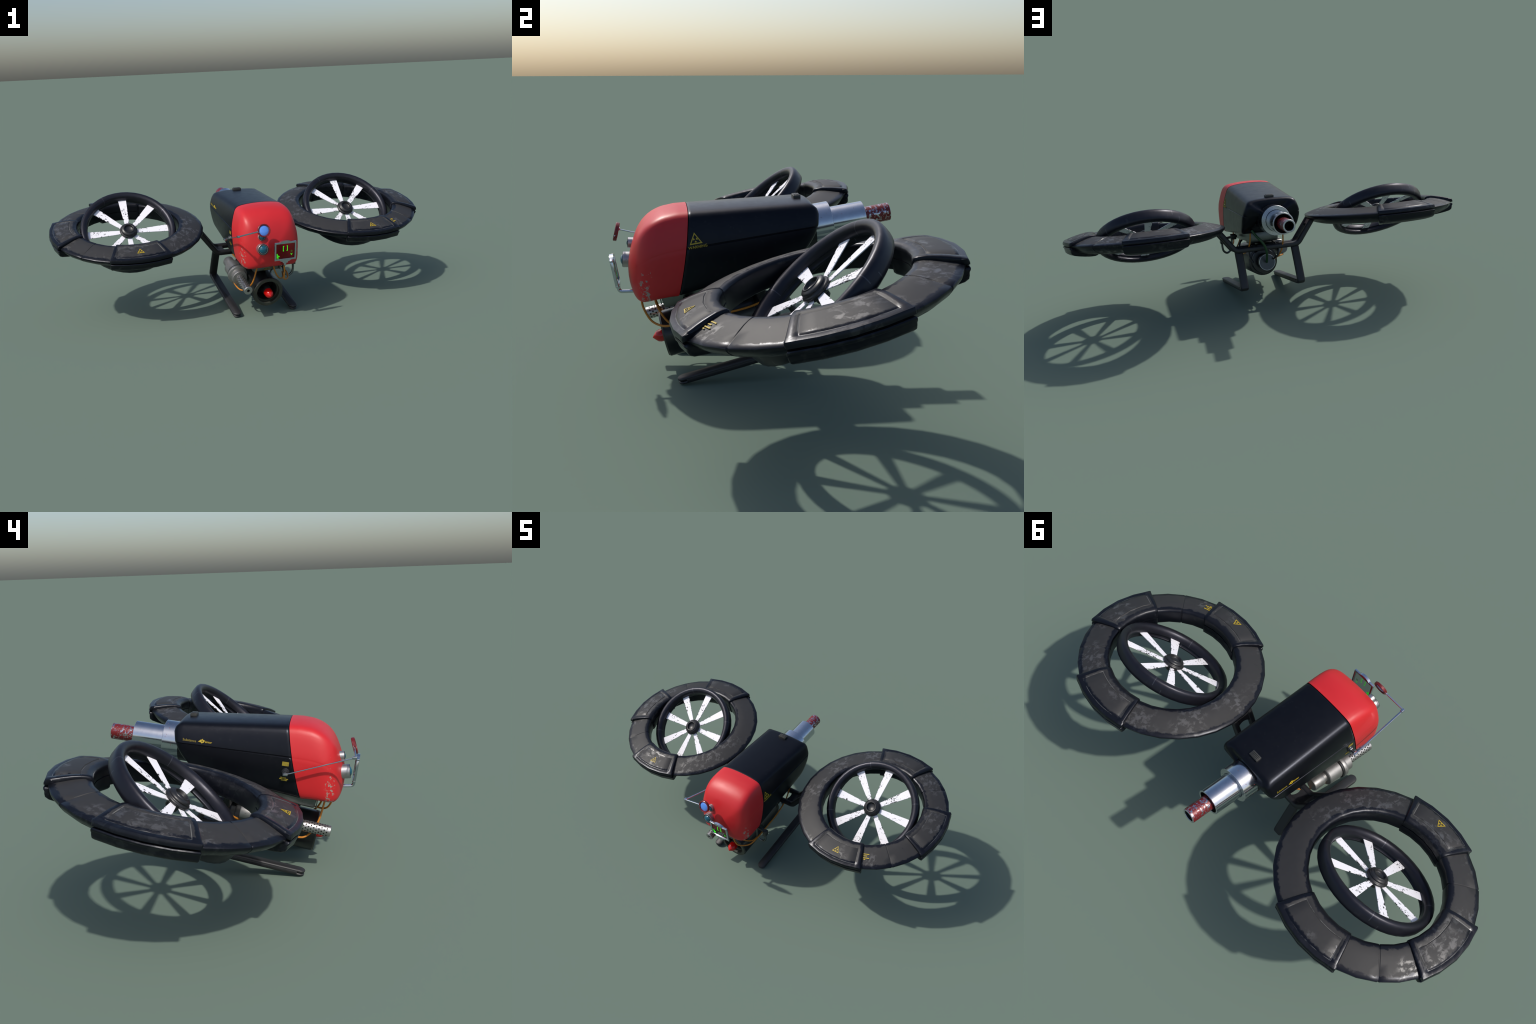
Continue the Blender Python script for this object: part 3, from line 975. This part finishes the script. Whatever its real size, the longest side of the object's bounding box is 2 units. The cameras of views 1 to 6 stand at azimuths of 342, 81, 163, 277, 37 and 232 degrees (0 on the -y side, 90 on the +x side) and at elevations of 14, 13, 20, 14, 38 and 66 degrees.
arm = join(sweep([start, start.lerp(elbow, 0.985)], rect2d(0.0080, 0.0038, 0.0012), up=(1, 0, 0)),
           sweep([elbow, near], rect2d(0.0066, 0.0062, 0.0012), up=(0, 0, 1)),
           moved(box(0.0120, 0.0165, 0.0100, 0.0012), Matrix.Translation(elbow + Vector((0, 0.004, -0.001)))),
           moved(box(0.0120, 0.018, 0.0090, 0.0012), Matrix.Translation(start)),
           rod(near + Vector((-0.004, 0, 0)), near + Vector((0.003, 0, 0)), 0.0045))
add("monocle_arm", mesh_from("monocle_arm", *arm, MAT["bright"]), mono, I4)

# ------------------------------------------------------------------ head-up screen
sx0, sx1 = -0.0115, 0.0975
top, bot = Vector((0, -0.4675, 0.4055)), Vector((0, -0.4515, 0.3150))
up = (top - bot).normalized()
sc_m = basis(Vector(((sx0 + sx1) / 2, 0, 0)) + (top + bot) / 2, (1, 0, 0), up)
sw, sh = (sx1 - sx0) / 2, (top - bot).length / 2
frame_parts = []
for w, h, x, y in ((2 * sw, 0.0085, 0, sh - 0.004), (2 * sw, 0.0085, 0, -sh + 0.004), (0.0085, 2 * sh - 0.012, sw - 0.004, 0), (0.0085, 2 * sh - 0.012, -sw + 0.004, 0)):
    frame_parts.append(box(w, h, 0.0105, 0.0018, (x, y, 0)))
for y, k in ((sh + 0.0015, 1), (-sh - 0.0015, -1)):
    n = 9
    outl = [(-0.030 + 0.060 * i / n, y - k * 0.003 + k * 0.0105 * math.sin(math.pi * i / n) ** 0.6) for i in range(n + 1)]
    low = [(x, y - k * 0.004) for x, _ in reversed(outl)]
    frame_parts.append(moved(plate2d(outl + low, None, 0.0125), Matrix.Translation((0, 0, -0.00625))))
screen = add("screen_frame", mesh_from("screen_frame", *join(*frame_parts), MAT["bright"]), root, sc_m)
add("screen_pane", mesh_from("screen_pane", *box(2 * sw - 0.010, 2 * sh - 0.010, 0.002), MAT["pane"], 0), screen, sc_m)


def stroke(x, y, w, h):
    return box(w, h, 0.0006, 0, (x, y, 0.0016))


glyphs = [stroke(-0.0105, 0.0125, 0.0026, 0.025), stroke(-0.0088, 0.0245, 0.0042, 0.0022), stroke(-0.0088, 0.0005, 0.0042, 0.0022),
          stroke(0.0105, 0.0135, 0.0026, 0.025), stroke(0.0088, 0.0255, 0.0042, 0.0022), stroke(0.0088, 0.0015, 0.0042, 0.0022)]
for i, w in enumerate((0.011, 0.007, 0.013, 0.015, 0.009, 0.006, 0.005, 0.004)):
    glyphs.append(stroke(-sw + 0.0115 + w / 2, -sh + 0.0125 + 0.0031 * i, w, 0.0017))
glyphs += [moved(stroke(0, 0, 0.0017, 0.0095), Matrix.Translation((0.0318 + s * 0.002, -0.019, 0)) @ Matrix.Rotation(math.radians(-s * 24), 4, 'Z')) for s in (-1, 1)]
g = add("screen_glyph", mesh_from("screen_glyph", *join(*glyphs), MAT["glyph"], 0), screen, sc_m)
g["kind"] = "stuff"
ring_g = lathe([(0.0026, 0.0013), (0.0042, 0.0013), (0.0042, 0.0019), (0.0026, 0.0019)], 16, True)
add("screen_glyph", mesh_from("screen_glyph", *moved(ring_g, Matrix.Translation((0.0322, -0.0035, 0))), MAT["glyphdim"], 0), screen, sc_m)
stem = tube([(0.043, -0.4505, 0.312), (0.043, -0.4500, 0.298), (0.043, -0.444, 0.290), (0.043, -0.430, 0.2885), (0.043, -0.385, 0.2885)], 0.0062)
add("screen_stem", mesh_from("screen_stem", *join(stem, box(0.026, 0.012, 0.012, 0.002, (0.043, -0.4505, 0.306))), MAT["bright"]), screen, I4)

# ------------------------------------------------------------------ latch hook under the right side
hook = tube([(0.1625, -0.236, 0.252), (0.1640, -0.235, 0.218), (0.1585, -0.233, 0.190), (0.1400, -0.232, 0.1765), (0.1215, -0.235, 0.186), (0.1120, -0.238, 0.205), (0.1080, -0.239, 0.255)], 0.0058)
hook_o = add("latch_hook", mesh_from("latch_hook", *hook, MAT["case"], 50), root, I4)
lever = join(moved(box(0.020, 0.026, 0.030, 0.002), Matrix.Translation((0.164, -0.236, 0.247))),
             moved(box(0.085, 0.016, 0.010, 0.002), Matrix.Translation((0.122, -0.236, 0.262)) @ Matrix.Rotation(math.radians(6), 4, 'Y')),
             moved(box(0.030, 0.030, 0.026, 0.003), Matrix.Translation((0.103, -0.225, 0.268))))
add("latch_lever", mesh_from("latch_lever", *lever, MAT["vent"]), hook_o, I4)

# ------------------------------------------------------------------ cables and hose
CABLES = [
    [(0.065, -0.378, 0.272), (0.067, -0.372, 0.235), (0.074, -0.346, 0.191), (0.108, -0.303, 0.183), (0.121, -0.255, 0.199), (0.120, -0.185, 0.212), (0.114, -0.095, 0.222), (0.108, -0.020, 0.238), (0.102, 0.035, 0.262), (0.096, 0.072, 0.298), (0.092, 0.092, 0.340), (0.090, 0.098, 0.392)],
    [(0.026, -0.334, 0.262), (0.030, -0.331, 0.240), (0.048, -0.314, 0.206), (0.070, -0.290, 0.182), (0.098, -0.260, 0.176), (0.112, -0.215, 0.192)],
    [(-0.062, -0.347, 0.282), (-0.066, -0.342, 0.255), (-0.084, -0.316, 0.180), (-0.114, -0.278, 0.141), (-0.134, -0.238, 0.143), (-0.140, -0.160, 0.172), (-0.128, -0.060, 0.194), (-0.100, 0.0, 0.210), (-0.066, 0.03, 0.215)],
    [(-0.083, 0.092, 0.392), (-0.083, 0.094, 0.345), (-0.082, 0.094, 0.315), (-0.075, 0.090, 0.272), (-0.060, 0.080, 0.240), (-0.040, 0.066, 0.216)],
]
HOSES = [
    [(0.060, 0.02, 0.290), (0.076, 0.02, 0.262), (0.080, 0.03, 0.235), (0.068, 0.05, 0.205)],
    [(-0.058, -0.06, 0.285), (-0.082, -0.07, 0.262), (-0.098, -0.08, 0.240)],
    [(0.050, -0.20, 0.262), (0.075, -0.19, 0.240), (0.085, -0.16, 0.205), (0.072, -0.13, 0.180)],
    [(-0.050, 0.05, 0.300), (-0.058, 0.085, 0.280), (-0.050, 0.10, 0.250), (-0.030, 0.085, 0.226)],
]
for c in HOSES:
    add("pressure_line", mesh_from("pressure_line", *tube(c, 0.0050, 10, 6), MAT["tube"], 60), root, I4)
for c in CABLES:
    add("cable", mesh_from("cable", *tube(c, 0.0037, 10, 6), MAT["orange"], 60), root, I4)
hose = [(0.088, 0.118, 0.405), (0.068, 0.132, 0.375), (0.045, 0.140, 0.348), (0.027, 0.142, 0.318), (0.018, 0.138, 0.283), (0.014, 0.122, 0.248), (0.008, 0.098, 0.222), (0.004, 0.080, 0.212)]
add("hose", mesh_from("hose", *tube(hose, 0.0064, 12, 6), MAT["green"], 60), root, I4)

for o in bpy.data.objects:
    if "world" in o:
        del o["world"]
